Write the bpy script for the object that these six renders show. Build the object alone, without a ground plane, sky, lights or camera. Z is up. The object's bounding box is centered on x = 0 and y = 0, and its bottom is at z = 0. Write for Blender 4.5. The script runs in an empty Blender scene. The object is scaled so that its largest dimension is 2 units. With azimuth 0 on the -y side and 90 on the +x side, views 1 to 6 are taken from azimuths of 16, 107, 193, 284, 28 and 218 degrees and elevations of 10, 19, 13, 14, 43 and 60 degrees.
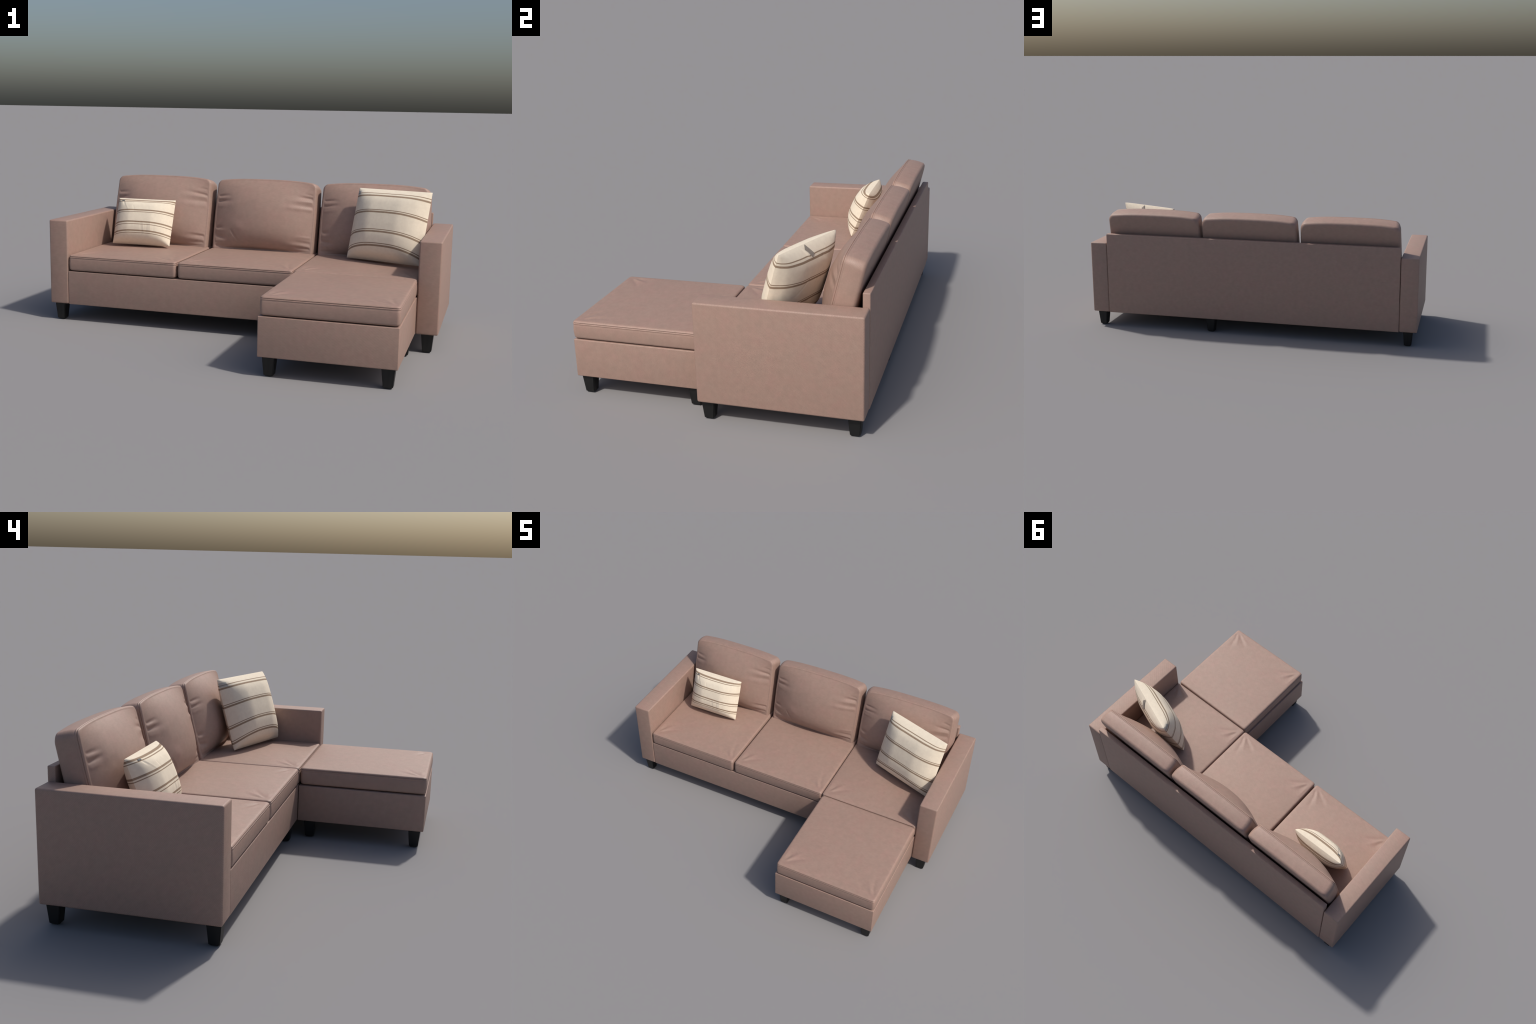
"""L-shaped fabric sofa: three-seat sofa, ottoman in front of its right seat, two striped throw pillows."""
import bpy, bmesh, math, random
from mathutils import Vector, Matrix

# ------------------------------------------------------------------ helpers
def link(o, parent=None):
    bpy.context.scene.collection.objects.link(o)
    if parent is not None:
        o.parent = parent
    return o

def lin(r, g, b):
    f = lambda c: (c / 255 / 12.92) if c / 255 <= 0.04045 else ((c / 255 + 0.055) / 1.055) ** 2.4
    return (f(r), f(g), f(b), 1.0)

def smooth_angle(me, deg=40):
    for p in me.polygons:
        p.use_smooth = True
    me.set_sharp_from_angle(angle=math.radians(deg))

def sstep(a, b, x):
    t = min(1.0, max(0.0, (x - a) / (b - a)))
    return t * t * (3 - 2 * t)

class G:
    """small node-graph helper"""
    def __init__(self, name):
        self.m = bpy.data.materials.new(name)
        self.m.use_nodes = True
        self.t = self.m.node_tree
        self.t.nodes.clear()
        self.out = self.n('ShaderNodeOutputMaterial')
        self.bsdf = self.n('ShaderNodeBsdfPrincipled')
        self.t.links.new(self.bsdf.outputs[0], self.out.inputs[0])
        self.co = self.n('ShaderNodeTexCoord').outputs['Object']
    def n(self, kind):
        return self.t.nodes.new(kind)
    def put(self, sock, v):
        if hasattr(v, 'is_output'):
            self.t.links.new(v, sock)
        else:
            sock.default_value = v
    def math(self, op, a, b=0.0, c=0.0):
        k = self.n('ShaderNodeMath'); k.operation = op
        self.put(k.inputs[0], a); self.put(k.inputs[1], b); self.put(k.inputs[2], c)
        return k.outputs[0]
    def noise(self, scale, detail=3.0, rough=0.55, vec=None):
        k = self.n('ShaderNodeTexNoise')
        self.put(k.inputs['Vector'], vec if vec is not None else self.co)
        k.inputs['Scale'].default_value = scale
        k.inputs['Detail'].default_value = detail
        k.inputs['Roughness'].default_value = rough
        return k.outputs['Fac']
    def ramp(self, fac, stops):
        k = self.n('ShaderNodeValToRGB'); self.put(k.inputs[0], fac)
        e = k.color_ramp.elements
        e[0].position, e[0].color = stops[0]
        e[1].position, e[1].color = stops[-1]
        for p, c in stops[1:-1]:
            x = e.new(p); x.color = c
        return k.outputs[0]
    def mix(self, fac, a, b, mode='MIX'):
        k = self.n('ShaderNodeMix'); k.data_type = 'RGBA'; k.blend_type = mode
        self.put(k.inputs[0], fac); self.put(k.inputs[6], a); self.put(k.inputs[7], b)
        return k.outputs[2]
    def wave(self, scale, direction, distortion=0.0, vec=None):
        k = self.n('ShaderNodeTexWave'); k.bands_direction = direction
        self.put(k.inputs['Vector'], vec if vec is not None else self.co)
        k.inputs['Scale'].default_value = scale
        k.inputs['Distortion'].default_value = distortion
        k.inputs['Detail'].default_value = 1.0
        return k.outputs['Fac']
    def bump(self, h, strength, dist):
        k = self.n('ShaderNodeBump')
        self.put(k.inputs['Height'], h)
        k.inputs['Strength'].default_value = strength
        k.inputs['Distance'].default_value = dist
        self.t.links.new(k.outputs[0], self.bsdf.inputs['Normal'])

# ---------------------------------------------------------------- materials
def upholstery(name, rib):
    g = G(name)
    hue = g.noise(16, 4, 0.6)
    col = g.ramp(hue, [(0.30, lin(*TAUPE_COOL)), (0.5, lin(*TAUPE)), (0.70, lin(*TAUPE_WARM))])
    tone = g.ramp(g.noise(40, 3), [(0.3, (0.95, 0.95, 0.95, 1)), (0.7, (1.045, 1.045, 1.045, 1))])
    mp = g.n('ShaderNodeMapping'); g.put(mp.inputs[0], g.co)          # slubs: short streaks along the thread
    mp.inputs['Rotation'].default_value = (0, 0, 0.6)
    mp.inputs['Scale'].default_value = (60, 260, 260)
    slub = g.ramp(g.noise(1.0, 2, 0.5, mp.outputs[0]), [(0.3, (0.955, 0.955, 0.955, 1)), (0.7, (1.04, 1.04, 1.04, 1))])
    tone = g.mix(1.0, tone, slub, 'MULTIPLY')
    col = g.mix(1.0, col, tone, 'MULTIPLY')
    twill = g.wave(101, 'DIAGONAL', 0.4)
    col = g.mix(1.0, col, g.ramp(twill, [(0.2, (1 - rib, 1 - rib, 1 - rib, 1)), (0.8, (1 + rib * 0.8, 1 + rib * 0.8, 1 + rib * 0.8, 1))]), 'MULTIPLY')
    g.put(g.bsdf.inputs['Base Color'], col)
    g.bsdf.inputs['Roughness'].default_value = 0.56
    g.bsdf.inputs['Specular IOR Level'].default_value = 0.5
    h = g.math('ADD', g.math('MULTIPLY', twill, 0.5), g.math('MULTIPLY', g.noise(300, 2), 0.5))
    g.bump(h, 4 * rib, 0.0015)
    return g.m

def black_wood():
    g = G('black_lacquered_wood')
    col = g.ramp(g.wave(14, 'X', 3.0), [(0.0, (0.0075, 0.0075, 0.0075, 1)), (1.0, (0.0115, 0.0112, 0.0108, 1))])
    g.put(g.bsdf.inputs['Base Color'], col)
    g.bsdf.inputs['Roughness'].default_value = 0.5
    g.bsdf.inputs['Specular IOR Level'].default_value = 0.4
    return g.m

def striped_cotton(name, width, height, stripes, bend, pivot, patch=None):
    """stripes: (fraction of the height from the top, half width as fraction)"""
    g = G(name)
    sep = g.n('ShaderNodeSeparateXYZ'); g.put(sep.inputs[0], g.co)
    x, z = sep.outputs[0], sep.outputs[2]
    v = g.math('SUBTRACT', 0.5, g.math('DIVIDE', z, height))
    xx = g.math('POWER', g.math('ABSOLUTE', g.math('DIVIDE', x, width / 2)), 2.5)
    bow = g.math('MULTIPLY', g.math('SUBTRACT', 1.0, xx), bend)      # stripes bow up towards the middle
    v = g.math('MULTIPLY_ADD', g.math('SUBTRACT', v, pivot), bow, v)
    v = g.math('ADD', v, g.math('MULTIPLY', g.math('SUBTRACT', g.noise(14, 2), 0.5), 0.006))
    mask = 0.0
    for c, hw in stripes:
        d = g.math('ABSOLUTE', g.math('SUBTRACT', v, c))
        k = g.n('ShaderNodeMapRange')
        g.put(k.inputs[0], d)
        k.inputs[1].default_value = hw * 1.2 + 0.001; k.inputs[2].default_value = hw * 0.85
        mask = g.math('MAXIMUM', mask, k.outputs[0])
    base = g.ramp(g.noise(60, 4, 0.65), [(0.3, lin(*CREAM_DARK)), (0.7, lin(*CREAM))])
    brown = g.ramp(g.noise(90, 3), [(0.3, lin(*STRIPE_DARK)), (0.7, lin(*STRIPE))])
    col = g.mix(mask, base, brown)
    if patch:   # blue-grey patch beside the top left corner
        px, pz, wx, wz = patch
        a = g.math('LESS_THAN', g.math('ABSOLUTE', g.math('SUBTRACT', x, px)), wx)
        b = g.math('LESS_THAN', g.math('ABSOLUTE', g.math('SUBTRACT', z, pz)), wz)
        f = g.math('LESS_THAN', sep.outputs[1], 0.0)
        m = g.math('MULTIPLY', g.math('MULTIPLY', a, b), g.math('MULTIPLY', f, 0.55))
        col = g.mix(m, col, lin(128, 136, 140))
    weave = g.math('MULTIPLY', g.wave(190, 'X'), g.wave(190, 'Z'))
    g.put(g.bsdf.inputs['Base Color'], col)
    g.bsdf.inputs['Roughness'].default_value = 0.85
    g.bsdf.inputs['Specular IOR Level'].default_value = 0.2
    g.bump(g.math('ADD', weave, g.noise(120, 3)), 0.2, 0.001)
    return g.m

TAUPE, TAUPE_COOL, TAUPE_WARM = (160, 132, 119), (158, 132, 119), (162, 131, 119)
CREAM, CREAM_DARK = (239, 226, 204), (231, 217, 196)
STRIPE, STRIPE_DARK = (160, 138, 116), (150, 128, 107)

# ------------------------------------------------------------------- pieces
def padded_box(name, lo, hi, r, mat, parent, seg=4):
    """upholstered board: box with rounded edges"""
    bm = bmesh.new()
    bmesh.ops.create_cube(bm, size=1.0)
    for v in bm.verts:
        v.co = Vector([lo[i] + (v.co[i] + 0.5) * (hi[i] - lo[i]) for i in range(3)])
    bmesh.ops.bevel(bm, geom=list(bm.edges), offset=r, segments=seg, profile=0.5, affect='EDGES')
    me = bpy.data.meshes.new(name)
    bm.to_mesh(me); bm.free()
    me.materials.append(mat)
    smooth_angle(me, 50)
    return link(bpy.data.objects.new(name, me), parent)

def leg_mesh(mat, top=0.0285, foot=0.0205, h=0.0885):
    bm = bmesh.new()
    bmesh.ops.create_cube(bm, size=1.0)
    for v in bm.verts:
        s = top if v.co.z > 0 else foot
        v.co = Vector((math.copysign(s, v.co.x), math.copysign(s, v.co.y), h if v.co.z > 0 else 0.0))
    side = [e for e in bm.edges if abs(e.verts[0].co.z - e.verts[1].co.z) > 0.01]
    bmesh.ops.bevel(bm, geom=side, offset=0.003, segments=2, affect='EDGES')
    low = [e for e in bm.edges if e.verts[0].co.z < 1e-5 and e.verts[1].co.z < 1e-5]
    bmesh.ops.bevel(bm, geom=low, offset=0.004, segments=2, affect='EDGES')
    me = bpy.data.meshes.new('leg')
    bm.to_mesh(me); bm.free()
    me.materials.append(mat)
    smooth_angle(me, 35)
    return me

def place_legs(me, spots, parent):
    for x, y in spots:
        o = bpy.data.objects.new('leg', me)
        o.location = (x, y, 0)
        link(o, parent)

def ring(hw, hd, r, na, nx, ny):
    """rounded rectangle, counter-clockwise, with fixed point counts"""
    r = max(1e-5, min(r, hw * 0.98, hd * 0.98))
    pts = []
    def arc(cx, cy, a0):
        for i in range(na):
            a = a0 + (i / na) * math.pi / 2
            pts.append((cx + r * math.cos(a), cy + r * math.sin(a)))
    def line(x0, y0, x1, y1, n):
        for i in range(n):
            t = i / n
            pts.append((x0 + (x1 - x0) * t, y0 + (y1 - y0) * t))
    cx, cy = hw - r, hd - r
    arc(cx, cy, 0);             line(cx, hd, -cx, hd, nx)
    arc(-cx, cy, math.pi / 2);  line(-hw, cy, -hw, -cy, ny)
    arc(-cx, -cy, math.pi);     line(-cx, -hd, cx, -hd, nx)
    arc(cx, -cy, 1.5 * math.pi); line(hw, -cy, hw, cy, ny)
    return pts

def cushion_mesh(name, hw, hd, profile, face_inset, face_r, crown, outline, mat, na=8, nx=90, ny=84, nface=56):
    """Boxed cushion. profile: (inset, height, corner radius) rings from the underside up to the edge
    of the face panel; crown(x, y) is the height of the panel above the last ring; outline(x, y)
    reshapes the plan."""
    rows = []
    inset0, z0, r0 = profile[0]
    for t in (0.0, 0.35, 0.7, 0.92):                       # underside
        s = max(t, 1e-3)
        rows.append([(x * s, y * s, z0) for x, y in ring(hw - inset0, hd - inset0, r0, na, nx, ny)])
    for ins, z, r in profile:
        rows.append([(x, y, z) for x, y in ring(hw - ins, hd - ins, r, na, nx, ny)])
    zt = profile[-1][1]
    edge = ring(hw - face_inset, hd - face_inset, face_r, na, nx, ny)
    for i in range(1, nface + 1):                           # face panel, rim to centre
        s = 1 - (i / nface) ** 1.15
        s = max(s, 2e-3)
        rows.append([(x * s, y * s, zt + crown(x * s, y * s)) for x, y in edge])
    n = len(rows[0])
    verts = []
    for row in rows:
        for x, y, z in row:
            ox, oy, oz = outline(x, y, z)
            verts.append((ox, oy, oz))
    faces = []
    for i in range(len(rows) - 1):
        for j in range(n):
            k = (j + 1) % n
            faces.append((i * n + j, i * n + k, (i + 1) * n + k, (i + 1) * n + j))
    faces.append(tuple(range(n - 1, -1, -1)))
    faces.append(tuple((len(rows) - 1) * n + j for j in range(n)))
    me = bpy.data.meshes.new(name)
    me.from_pydata(verts, [], faces)
    me.materials.append(mat)
    smooth_angle(me, 75)
    return me

def fold(x, y, f):
    """one crease of the cover: (x0, y0, x1, y1, half width, height), fading to its far end"""
    x0, y0, x1, y1, w, a = f
    dx, dy = x1 - x0, y1 - y0
    L2 = dx * dx + dy * dy
    t = ((x - x0) * dx + (y - y0) * dy) / L2
    if t < -0.25 or t > 1.1:
        return 0.0
    d = ((x - x0) * dy - (y - y0) * dx) / math.sqrt(L2)
    ww = w * (0.7 + 0.5 * max(t, 0))
    if abs(d) > 3 * ww:
        return 0.0
    env = sstep(-0.25, 0.08, t) * (1 - sstep(0.25, 1.1, t))
    return a * env * math.exp(-(d / ww) ** 2)

# --------------------------------------------------------- seat-type cushion
def seam_profile(h, rb, rf, rface):
    """underside fillet, side, welt and seam groove; ends at the rolled rim of the face panel"""
    p = []
    for i in range(7):
        a = i / 6 * math.pi / 2
        p.append((rb * (1 - math.sin(a)), rb * (1 - math.cos(a)), rf))
    side_top = h - 0.0185
    for i in range(1, 6):
        t = i / 6
        p.append((-0.0015 * math.sin(math.pi * t), rb + (side_top - rb) * t, rf))
    p += [(0.0, side_top, rf), (0.0005, h - 0.0172, rf), (-0.0004, h - 0.0152, rf),
          (-0.0010, h - 0.0125, rf), (-0.0003, h - 0.0104, rf), (0.0026, h - 0.0096, rface),
          (0.0028, h - 0.0090, rface), (0.0006, h - 0.0078, rface)]
    for i in range(1, 7):                                   # roll of the panel edge
        a = i / 6 * math.pi / 2
        p.append((0.0004 + 0.0115 * (1 - math.cos(a)), h - 0.0080 + 0.0085 * math.sin(a), rface))
    return p

def seat_cushion(name, hw, hd, h, mat, crown_h, folds):
    def crown(x, y):
        u, v = abs(x) / (hw - 0.009), abs(y) / (hd - 0.009)
        z = crown_h * (1 - min(1, u) ** 2.4) * (1 - min(1, v) ** 2.4)
        rim = sstep(0, 0.05, 1 - u) * sstep(0, 0.05, 1 - v)
        return z + rim * sum(fold(x, y, f) for f in folds)
    return cushion_mesh(name, hw, hd, seam_profile(h, 0.011, 0.015, 0.014), 0.0119, 0.012, crown,
                        lambda x, y, z: (x, y, z), mat)

def corner_folds(hw, hd):
    """creases fanning inwards from the two front corners"""
    F = []
    for sx in (-1, 1):
        c = Vector((sx * (hw - 0.012), -hd + 0.012))
        fans = [(20, 0.14, 0.012, 0.0014), (36, 0.17, 0.013, -0.0019), (51, 0.18, 0.013, 0.0021),
                (66, 0.15, 0.012, -0.0019), (80, 0.12, 0.011, 0.0014)]
        for i, (ang, ln, w, a) in enumerate(fans):
            ang += 5 * math.sin(2.3 * i + 1.7 * sx)
            ln *= 1 + 0.25 * math.sin(4.1 * i + 2.2 * sx)
            d = Vector((-sx * math.cos(math.radians(ang)), math.sin(math.radians(ang))))
            s = c + d * (0.052 + 0.012 * math.sin(3.3 * i))
            e = c + d * ln
            e += Vector((-d.y, d.x)) * 0.012 * math.sin(5.0 * i + sx)
            F.append((s.x, s.y, e.x, e.y, w, a))
    return F

# --------------------------------------------------------- back-rest cushion
BACK_H, BACK_T = 0.397, 0.102          # height along the tilt, thickness without the belly
def back_cushion_mesh(mat, seed):
    rnd = random.Random(seed)
    hw, hd, T = 0.2910, BACK_H / 2, BACK_T
    prof = []
    for i in range(9):                                      # rounded rear edge
        a = i / 8 * math.pi / 2
        prof.append((0.018 * (1 - math.sin(a)), 0.018 * (1 - math.cos(a)), 0.034 - 0.004 * i / 8))
    st = T - 0.0185
    for i in range(1, 7):
        t = i / 7
        prof.append((-0.002 * math.sin(math.pi * t), 0.018 + (st - 0.018) * t, 0.030 - 0.004 * t))
    prof += [(0.0, st, 0.026), (0.0005, T - 0.0172, 0.026), (-0.0004, T - 0.0152, 0.026),
             (-0.0010, T - 0.0125, 0.026), (-0.0003, T - 0.0104, 0.026), (0.0027, T - 0.0096, 0.025),
             (0.0029, T - 0.0090, 0.025), (0.0007, T - 0.0078, 0.025)]
    for i in range(1, 7):
        a = i / 6 * math.pi / 2
        prof.append((0.0004 + 0.0085 * (1 - math.cos(a)), T - 0.0080 + 0.0080 * math.sin(a), 0.024))
    # creases pulled in from the side seams and one slack diagonal fold
    F = [( 0.272,  0.108, 0.16,  0.112, 0.007, -0.0055), ( 0.272,  0.090, 0.13,  0.086, 0.008, 0.0050),
         ( 0.272,  0.070, 0.10,  0.066, 0.010, -0.0040), ( 0.272,  0.046, 0.08,  0.052, 0.012, 0.0035),
         ( 0.272,  0.138, 0.22,  0.142, 0.006, -0.0030), ( 0.272, -0.100, 0.18, -0.096, 0.008, 0.0030),
         ( 0.272, -0.122, 0.17, -0.122, 0.008, -0.0050), ( 0.272, -0.140, 0.15, -0.134, 0.007, 0.0045),
         ( 0.272, -0.156, 0.16, -0.154, 0.007, -0.0045),
         (-0.272,  0.112, -0.20, 0.112, 0.007, -0.0050), (-0.272,  0.094, -0.20, 0.096, 0.008, 0.0035),
         (-0.272,  0.074, -0.17, 0.074, 0.008, -0.0055), (-0.272,  0.050, -0.18, 0.052, 0.010, 0.0025),
         (-0.272, -0.060, -0.22, -0.062, 0.008, -0.0040), (-0.272, -0.084, -0.20, -0.084, 0.009, 0.0040),
         (-0.272, -0.108, -0.19, -0.124, 0.009, -0.0060), (-0.272, -0.136, -0.20, -0.140, 0.008, 0.0045),
         (-0.272, -0.158, -0.19, -0.158, 0.007, -0.0040),
         (-0.170, -0.080, -0.105, -0.150, 0.004, -0.0035)]
    G2 = []
    for x0, y0, x1, y1, w, a in F:
        dy, k = rnd.uniform(-0.006, 0.006), rnd.uniform(0.75, 1.15)
        G2.append((x0, y0 + dy, x0 + (x1 - x0) * rnd.uniform(0.8, 1.3), y1 + dy + rnd.uniform(-0.006, 0.006),
                   w * rnd.uniform(0.95, 1.3), a * k * (0.8 if a < 0 else 0.6)))
    # broad shallow slack areas
    for _ in range(4):
        x0, y0, ang = rnd.uniform(-0.2, 0.2), rnd.uniform(-0.12, 0.12), rnd.uniform(0, math.pi)
        G2.append((x0, y0, x0 + 0.12 * math.cos(ang), y0 + 0.12 * math.sin(ang), 0.03, rnd.choice((-1, 1)) * 0.0018))
    def crown(x, y):
        u = min(1.0, abs(x) / (hw - 0.009))
        t = (y + hd - 0.009) / (2 * hd - 0.018)             # 0 bottom .. 1 top
        t = min(1.0, max(0.0, t))
        t0 = max(0.0, (t - 0.055) / 0.945)                  # the belly tucks under at the seat
        k = t0 ** 0.80 * 2 - 1
        z = BELLY * (1 - u ** 2.15) * (1 - abs(k) ** 2.4)
        rim = sstep(0, 0.04, 1 - u) * sstep(0, 0.05, t) * sstep(0, 0.05, 1 - t)
        return z + rim * sum(fold(x, y, f) for f in G2)
    def outline(x, y, z):
        u = min(1.0, abs(x) / hw)
        up = sstep(-0.2, 1.0, y / hd)
        y = y + 0.016 * (1 - u ** 3) * up                   # arched top
        x = x * (1 + 0.008 * math.cos(math.pi / 2 * y / hd))
        x = x * (1 - 0.044 * min(1.0, max(0.0, z / T)) ** 2.2)      # boxing tapers to the front
        x = x * (1 - 0.012 * sstep(0.0, 1.0, y / hd))
        return (x, y, z)
    return cushion_mesh('back_cushion', hw, hd, prof, 0.0089, 0.0235, crown, outline, mat)
BELLY = 0.071

# ---------------------------------------------------------------- pillows
def piecewise(t, pts, soft=0.085):
    """softened polyline profile"""
    def f(s):
        s = min(max(s, pts[0][0]), pts[-1][0])
        for (a, fa), (b, fb) in zip(pts, pts[1:]):
            if s <= b:
                return fa + (fb - fa) * (s - a) / (b - a)
        return pts[-1][1]
    k = [math.exp(-(i / 3) ** 2) for i in range(-6, 7)]
    return sum(w * f(abs(t + soft * i / 3)) for w, i in zip(k, range(-6, 7))) / sum(k)

def pillow(name, w, h, t_front, t_back, mat, creases_front, creases_back, n=110):
    prof_v = [(0.0, 1.0), (0.35, 0.97), (0.62, 0.84), (0.82, 0.58), (1.0, 0.0)]
    prof_u = [(0.0, 1.0), (0.40, 0.98), (0.62, 0.80), (0.82, 0.53), (1.0, 0.0)]
    def f(u, prof):
        u = abs(u)
        edge = sstep(0, 0.10, 1 - u)
        return piecewise(u, prof) * edge + (1 - u) * 3.2 * (1 - edge) if u < 1 else 0.0
    def depth(u, v, tk):
        a, b = f(u, prof_u) ** 0.88, f(v, prof_v) ** 0.88
        if a < 1e-4 or b < 1e-4:
            return 0.0
        return tk * (a ** -1.4 + b ** -1.4 - 1) ** (-1 / 1.4)
    def side(sgn, tk, folds):
        vs = []
        for j in range(n + 1):
            for i in range(n + 1):
                u, v = -1 + 2 * i / n, -1 + 2 * j / n
                x, z = u * w / 2, v * h / 2
                d = depth(u, v, tk)
                rim = sstep(0, 0.15, 1 - abs(u)) * sstep(0, 0.15, 1 - abs(v))
                d += rim * sum(fold(x, z, c) for c in folds)
                vs.append((x, sgn * d, z))
        return vs
    bm = bmesh.new()
    for sgn, tk, folds in ((-1, t_front, creases_front), (1, t_back, creases_back)):
        vs = [bm.verts.new(p) for p in side(sgn, tk, folds)]
        for j in range(n):
            for i in range(n):
                q = [vs[j * (n + 1) + i], vs[j * (n + 1) + i + 1], vs[(j + 1) * (n + 1) + i + 1], vs[(j + 1) * (n + 1) + i]]
                bm.faces.new(q if sgn < 0 else q[::-1])
    bmesh.ops.remove_doubles(bm, verts=bm.verts, dist=1e-6)
    bmesh.ops.recalc_face_normals(bm, faces=bm.faces)
    me = bpy.data.meshes.new(name)
    bm.to_mesh(me); bm.free()
    me.materials.append(mat)
    smooth_angle(me, 35)
    ob = link(bpy.data.objects.new(name, me))
    return ob, lambda x, z, sgn: sgn * depth(2 * x / w, 2 * z / h, t_front if sgn < 0 else t_back)

def shade_plate(pil, surface, sgn, cx, cz, length, width, ang, mat, lift):
    """thin grey plate modelled for dark shading on the pillow, one long side lifted"""
    bm = bmesh.new()
    nu, nv = 10, 4
    ca, sa = math.cos(ang), math.sin(ang)
    layers = []
    for up_ in (0.0, 0.0012):
        g = []
        for j in range(nv + 1):
            for i in range(nu + 1):
                a, b = (i / nu - 0.5) * length, (j / nv - 0.5) * width
                x, z = cx + a * ca - b * sa, cz + a * sa + b * ca
                y = surface(x, z, sgn) + sgn * (0.0006 + up_ + lift * (j / nv) ** 2)
                g.append(bm.verts.new((x, y, z)))
        layers.append(g)
    idx = lambda i, j: j * (nu + 1) + i
    for L in layers:
        for j in range(nv):
            for i in range(nu):
                bm.faces.new((L[idx(i, j)], L[idx(i + 1, j)], L[idx(i + 1, j + 1)], L[idx(i, j + 1)]))
    rim = [idx(i, 0) for i in range(nu)] + [idx(nu, j) for j in range(nv)] + \
          [idx(i, nv) for i in range(nu, 0, -1)] + [idx(0, j) for j in range(nv, 0, -1)]
    for p, q in zip(rim, rim[1:] + rim[:1]):
        bm.faces.new((layers[0][p], layers[0][q], layers[1][q], layers[1][p]))
    bmesh.ops.recalc_face_normals(bm, faces=bm.faces)
    me = bpy.data.meshes.new('modelled_shade')
    bm.to_mesh(me); bm.free()
    me.materials.append(mat)
    smooth_angle(me, 40)
    return link(bpy.data.objects.new('modelled_shade', me), pil)

def shade_plate_grey(dark, light):
    g = G('painted_shade_grey')
    g.put(g.bsdf.inputs['Base Color'], g.ramp(g.noise(200, 3), [(0.3, lin(*dark)), (0.7, lin(*light))]))
    g.bsdf.inputs['Roughness'].default_value = 0.8
    return g.m

def frame(center, rows):
    m = Matrix(rows).to_4x4()
    q = m.to_quaternion().normalized().to_matrix().to_4x4()
    q.translation = Vector(center)
    return q

# ------------------------------------------------------------------ assemble
cloth = upholstery('taupe_twill', 0.075)
soft_cloth = upholstery('taupe_twill_soft', 0.022)
wood = black_wood()

# --- sofa
sofa = link(bpy.data.objects.new('sofa', None))
sofa['label'] = 'three seat taupe fabric sofa with low square arms'
sofa['category'] = 'sofa'
FLOOR, SEAT = 0.0865, 0.2600
padded_box('arm', (-0.998, -0.046, FLOOR), (-0.8945, 0.6470, 0.5235), 0.008, cloth, sofa)
padded_box('arm', (0.8945, -0.046, FLOOR), (0.998, 0.6470, 0.5235), 0.008, cloth, sofa)
padded_box('base', (-0.8940, -0.0445, FLOOR - 0.001), (0.3020, 0.6465, SEAT), 0.004, cloth, sofa)
padded_box('base', (0.3024, -0.0445, FLOOR - 0.001), (0.8940, 0.6465, SEAT), 0.004, cloth, sofa)
padded_box('backrest', (-0.8925, 0.6175, FLOOR - 0.0005), (0.8925, 0.6485, 0.5800), 0.004, cloth, sofa)

SEAT_W, SEAT_D, SEAT_TH = 0.2945, 0.300, 0.0815
seat_me = seat_cushion('seat_cushion', SEAT_W, SEAT_D, SEAT_TH, soft_cloth, 0.009, corner_folds(SEAT_W, SEAT_D))
for cx in (-0.5945, 0.006, 0.600):
    o = bpy.data.objects.new('seat_cushion', seat_me)
    o.location = (cx, -0.046 + SEAT_D, 0.2640)
    link(o, sofa)

tilt = math.atan2(0.090, 0.367)
up = Vector((0, math.sin(tilt), math.cos(tilt)))
front = Vector((0, -math.cos(tilt), math.sin(tilt)))
for seed, cx in ((5, -0.596), (2, 0.0025), (9, 0.5955)):
    o = bpy.data.objects.new('back_cushion', back_cushion_mesh(soft_cloth, seed))
    m = Matrix((Vector((1, 0, 0)), up, front)).transposed().to_4x4()
    org = Vector((cx, 0.4545, 0.340)) + up * (BACK_H / 2 - 0.015) - front * (BACK_T - 0.011)
    m.translation = org
    o.matrix_world = m
    link(o, sofa)

leg_me = leg_mesh(wood)
place_legs(leg_me, [(-0.948, -0.008), (0.948, -0.008), (-0.945, 0.604), (0.945, 0.604), (0.244, -0.004), (0.244, 0.603)], sofa)

# --- ottoman
ott = link(bpy.data.objects.new('ottoman', None))
ott['label'] = 'square taupe fabric ottoman with padded top cushion'
ott['category'] = 'ottoman'
ott.location = (0.599, -0.349, 0)
def at_ott(o):
    o.matrix_parent_inverse = Matrix.Translation(-ott.location)
    return o
at_ott(padded_box('base', (0.3050, -0.6500, FLOOR - 0.001), (0.8920, -0.0475, SEAT), 0.004, cloth, ott))
o = bpy.data.objects.new('cushion', seat_cushion('ottoman_cushion', 0.2895, 0.2985, SEAT_TH, soft_cloth, 0.006, corner_folds(0.2895, 0.2985)))
link(o, ott)
o.location = (0.0035, -0.0015, 0.2640)
for x, y in [(0.350, -0.607), (0.851, -0.607), (0.350, -0.104), (0.851, -0.104)]:
    o = bpy.data.objects.new('leg', leg_me)
    link(o, ott)
    o.location = (x - 0.599, y + 0.349, 0)

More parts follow.
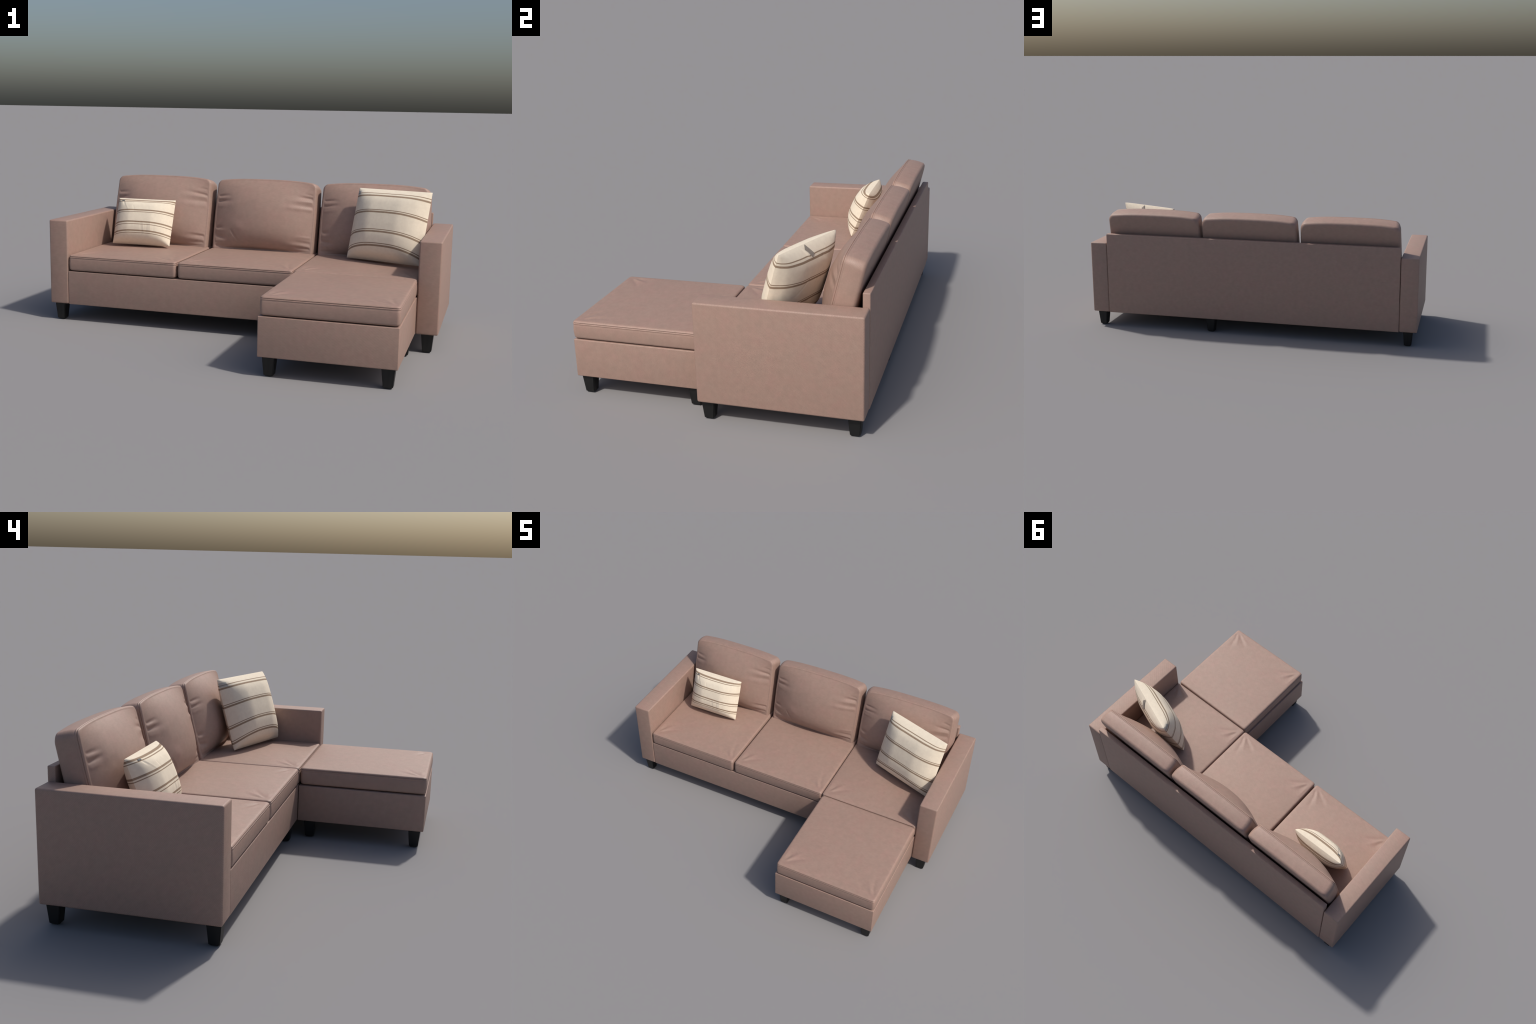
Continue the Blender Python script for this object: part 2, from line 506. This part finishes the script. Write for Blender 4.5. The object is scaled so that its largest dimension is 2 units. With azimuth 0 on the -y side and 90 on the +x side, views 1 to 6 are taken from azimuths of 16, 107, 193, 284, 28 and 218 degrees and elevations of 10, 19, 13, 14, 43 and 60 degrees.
# --- throw pillows
TH, TN = 0.0155, 0.0070
s1 = [(0.053, TH), (0.097, TN), (0.315, TH), (0.362, TN), (0.593, TH), (0.650, TN), (0.797, TH), (0.845, TN)]
s2 = [(0.095, 0.0055), (0.139, 0.0125), (0.372, 0.0055), (0.404, 0.0125), (0.671, 0.0055), (0.703, 0.0125), (0.878, 0.0055), (0.912, 0.0125)]
p1, surf1 = pillow('throw_pillow', 0.3326, 0.2581, 0.076, 0.066,
            striped_cotton('striped_cotton_small', 0.3326, 0.2581, s1, 0.10, 0.33),
            [(-0.118, 0.098, -0.100, 0.070, 0.005, -0.0025), (-0.10, 0.085, -0.06, 0.03, 0.004, 0.0010),
             (-0.05, 0.075, -0.03, 0.03, 0.003, -0.0010), (0.012, -0.02, 0.018, -0.08, 0.004, -0.0008),
             (0.028, -0.03, 0.036, -0.10, 0.005, 0.0010), (0.048, -0.03, 0.050, -0.09, 0.004, -0.0010),
             (0.066, -0.02, 0.072, -0.09, 0.005, 0.0009), (0.085, -0.03, 0.088, -0.08, 0.004, -0.0007)],
            [(0.0, 0.09, 0.03, 0.03, 0.006, -0.002)])
p1.matrix_world = frame((-0.6358, 0.3406, 0.4851), ((1.0, -0.007, -0.004), (0.008, 0.928, 0.372), (0.001, -0.372, 0.928)))
p1['label'] = 'small cream throw pillow with brown double stripes'
p1['category'] = 'throw pillow'
p2, surf2 = pillow('throw_pillow', 0.4084, 0.3671, 0.088, 0.074,
            striped_cotton('striped_cotton_large', 0.4084, 0.3671, s2, 0.12, 0.0, (-0.189, 0.152, 0.015, 0.012)),
            [], [(0.062, 0.178, 0.020, 0.138, 0.006, 0.007),
                 (0.03, 0.06, 0.12, -0.02, 0.005, -0.0016), (-0.03, 0.13, -0.06, 0.10, 0.004, 0.0016),
                 (-0.05, 0.14, -0.09, 0.11, 0.004, -0.0020), (-0.08, 0.15, -0.12, 0.12, 0.004, 0.0018),
                 (-0.02, 0.05, 0.0, 0.02, 0.004, 0.0014), (0.03, -0.05, -0.02, -0.06, 0.005, 0.0016),
                 (0.03, -0.07, -0.01, -0.075, 0.004, -0.0014)])
p2.matrix_world = frame((0.703, 0.3102, 0.5395), ((0.939, 0.331, 0.098), (-0.345, 0.893, 0.289), (0.008, -0.304, 0.952)))
p2['label'] = 'large cream throw pillow with brown double stripes'
p2['category'] = 'throw pillow'

shade_plate(p1, surf1, -1, -0.124, 0.107, 0.017, 0.0070, 0.0, shade_plate_grey((100, 104, 104), (114, 116, 114)), 0.001)  # cool grey colours in the baked shadow of a small dent
shade_plate(p2, surf2, 1, 0.027, 0.164, 0.041, 0.019, math.atan2(0.033, 0.034), shade_plate_grey((134, 125, 116), (144, 134, 124)), 0.004)  # warm grey darker than the cream, drawing the shaded slot on the back
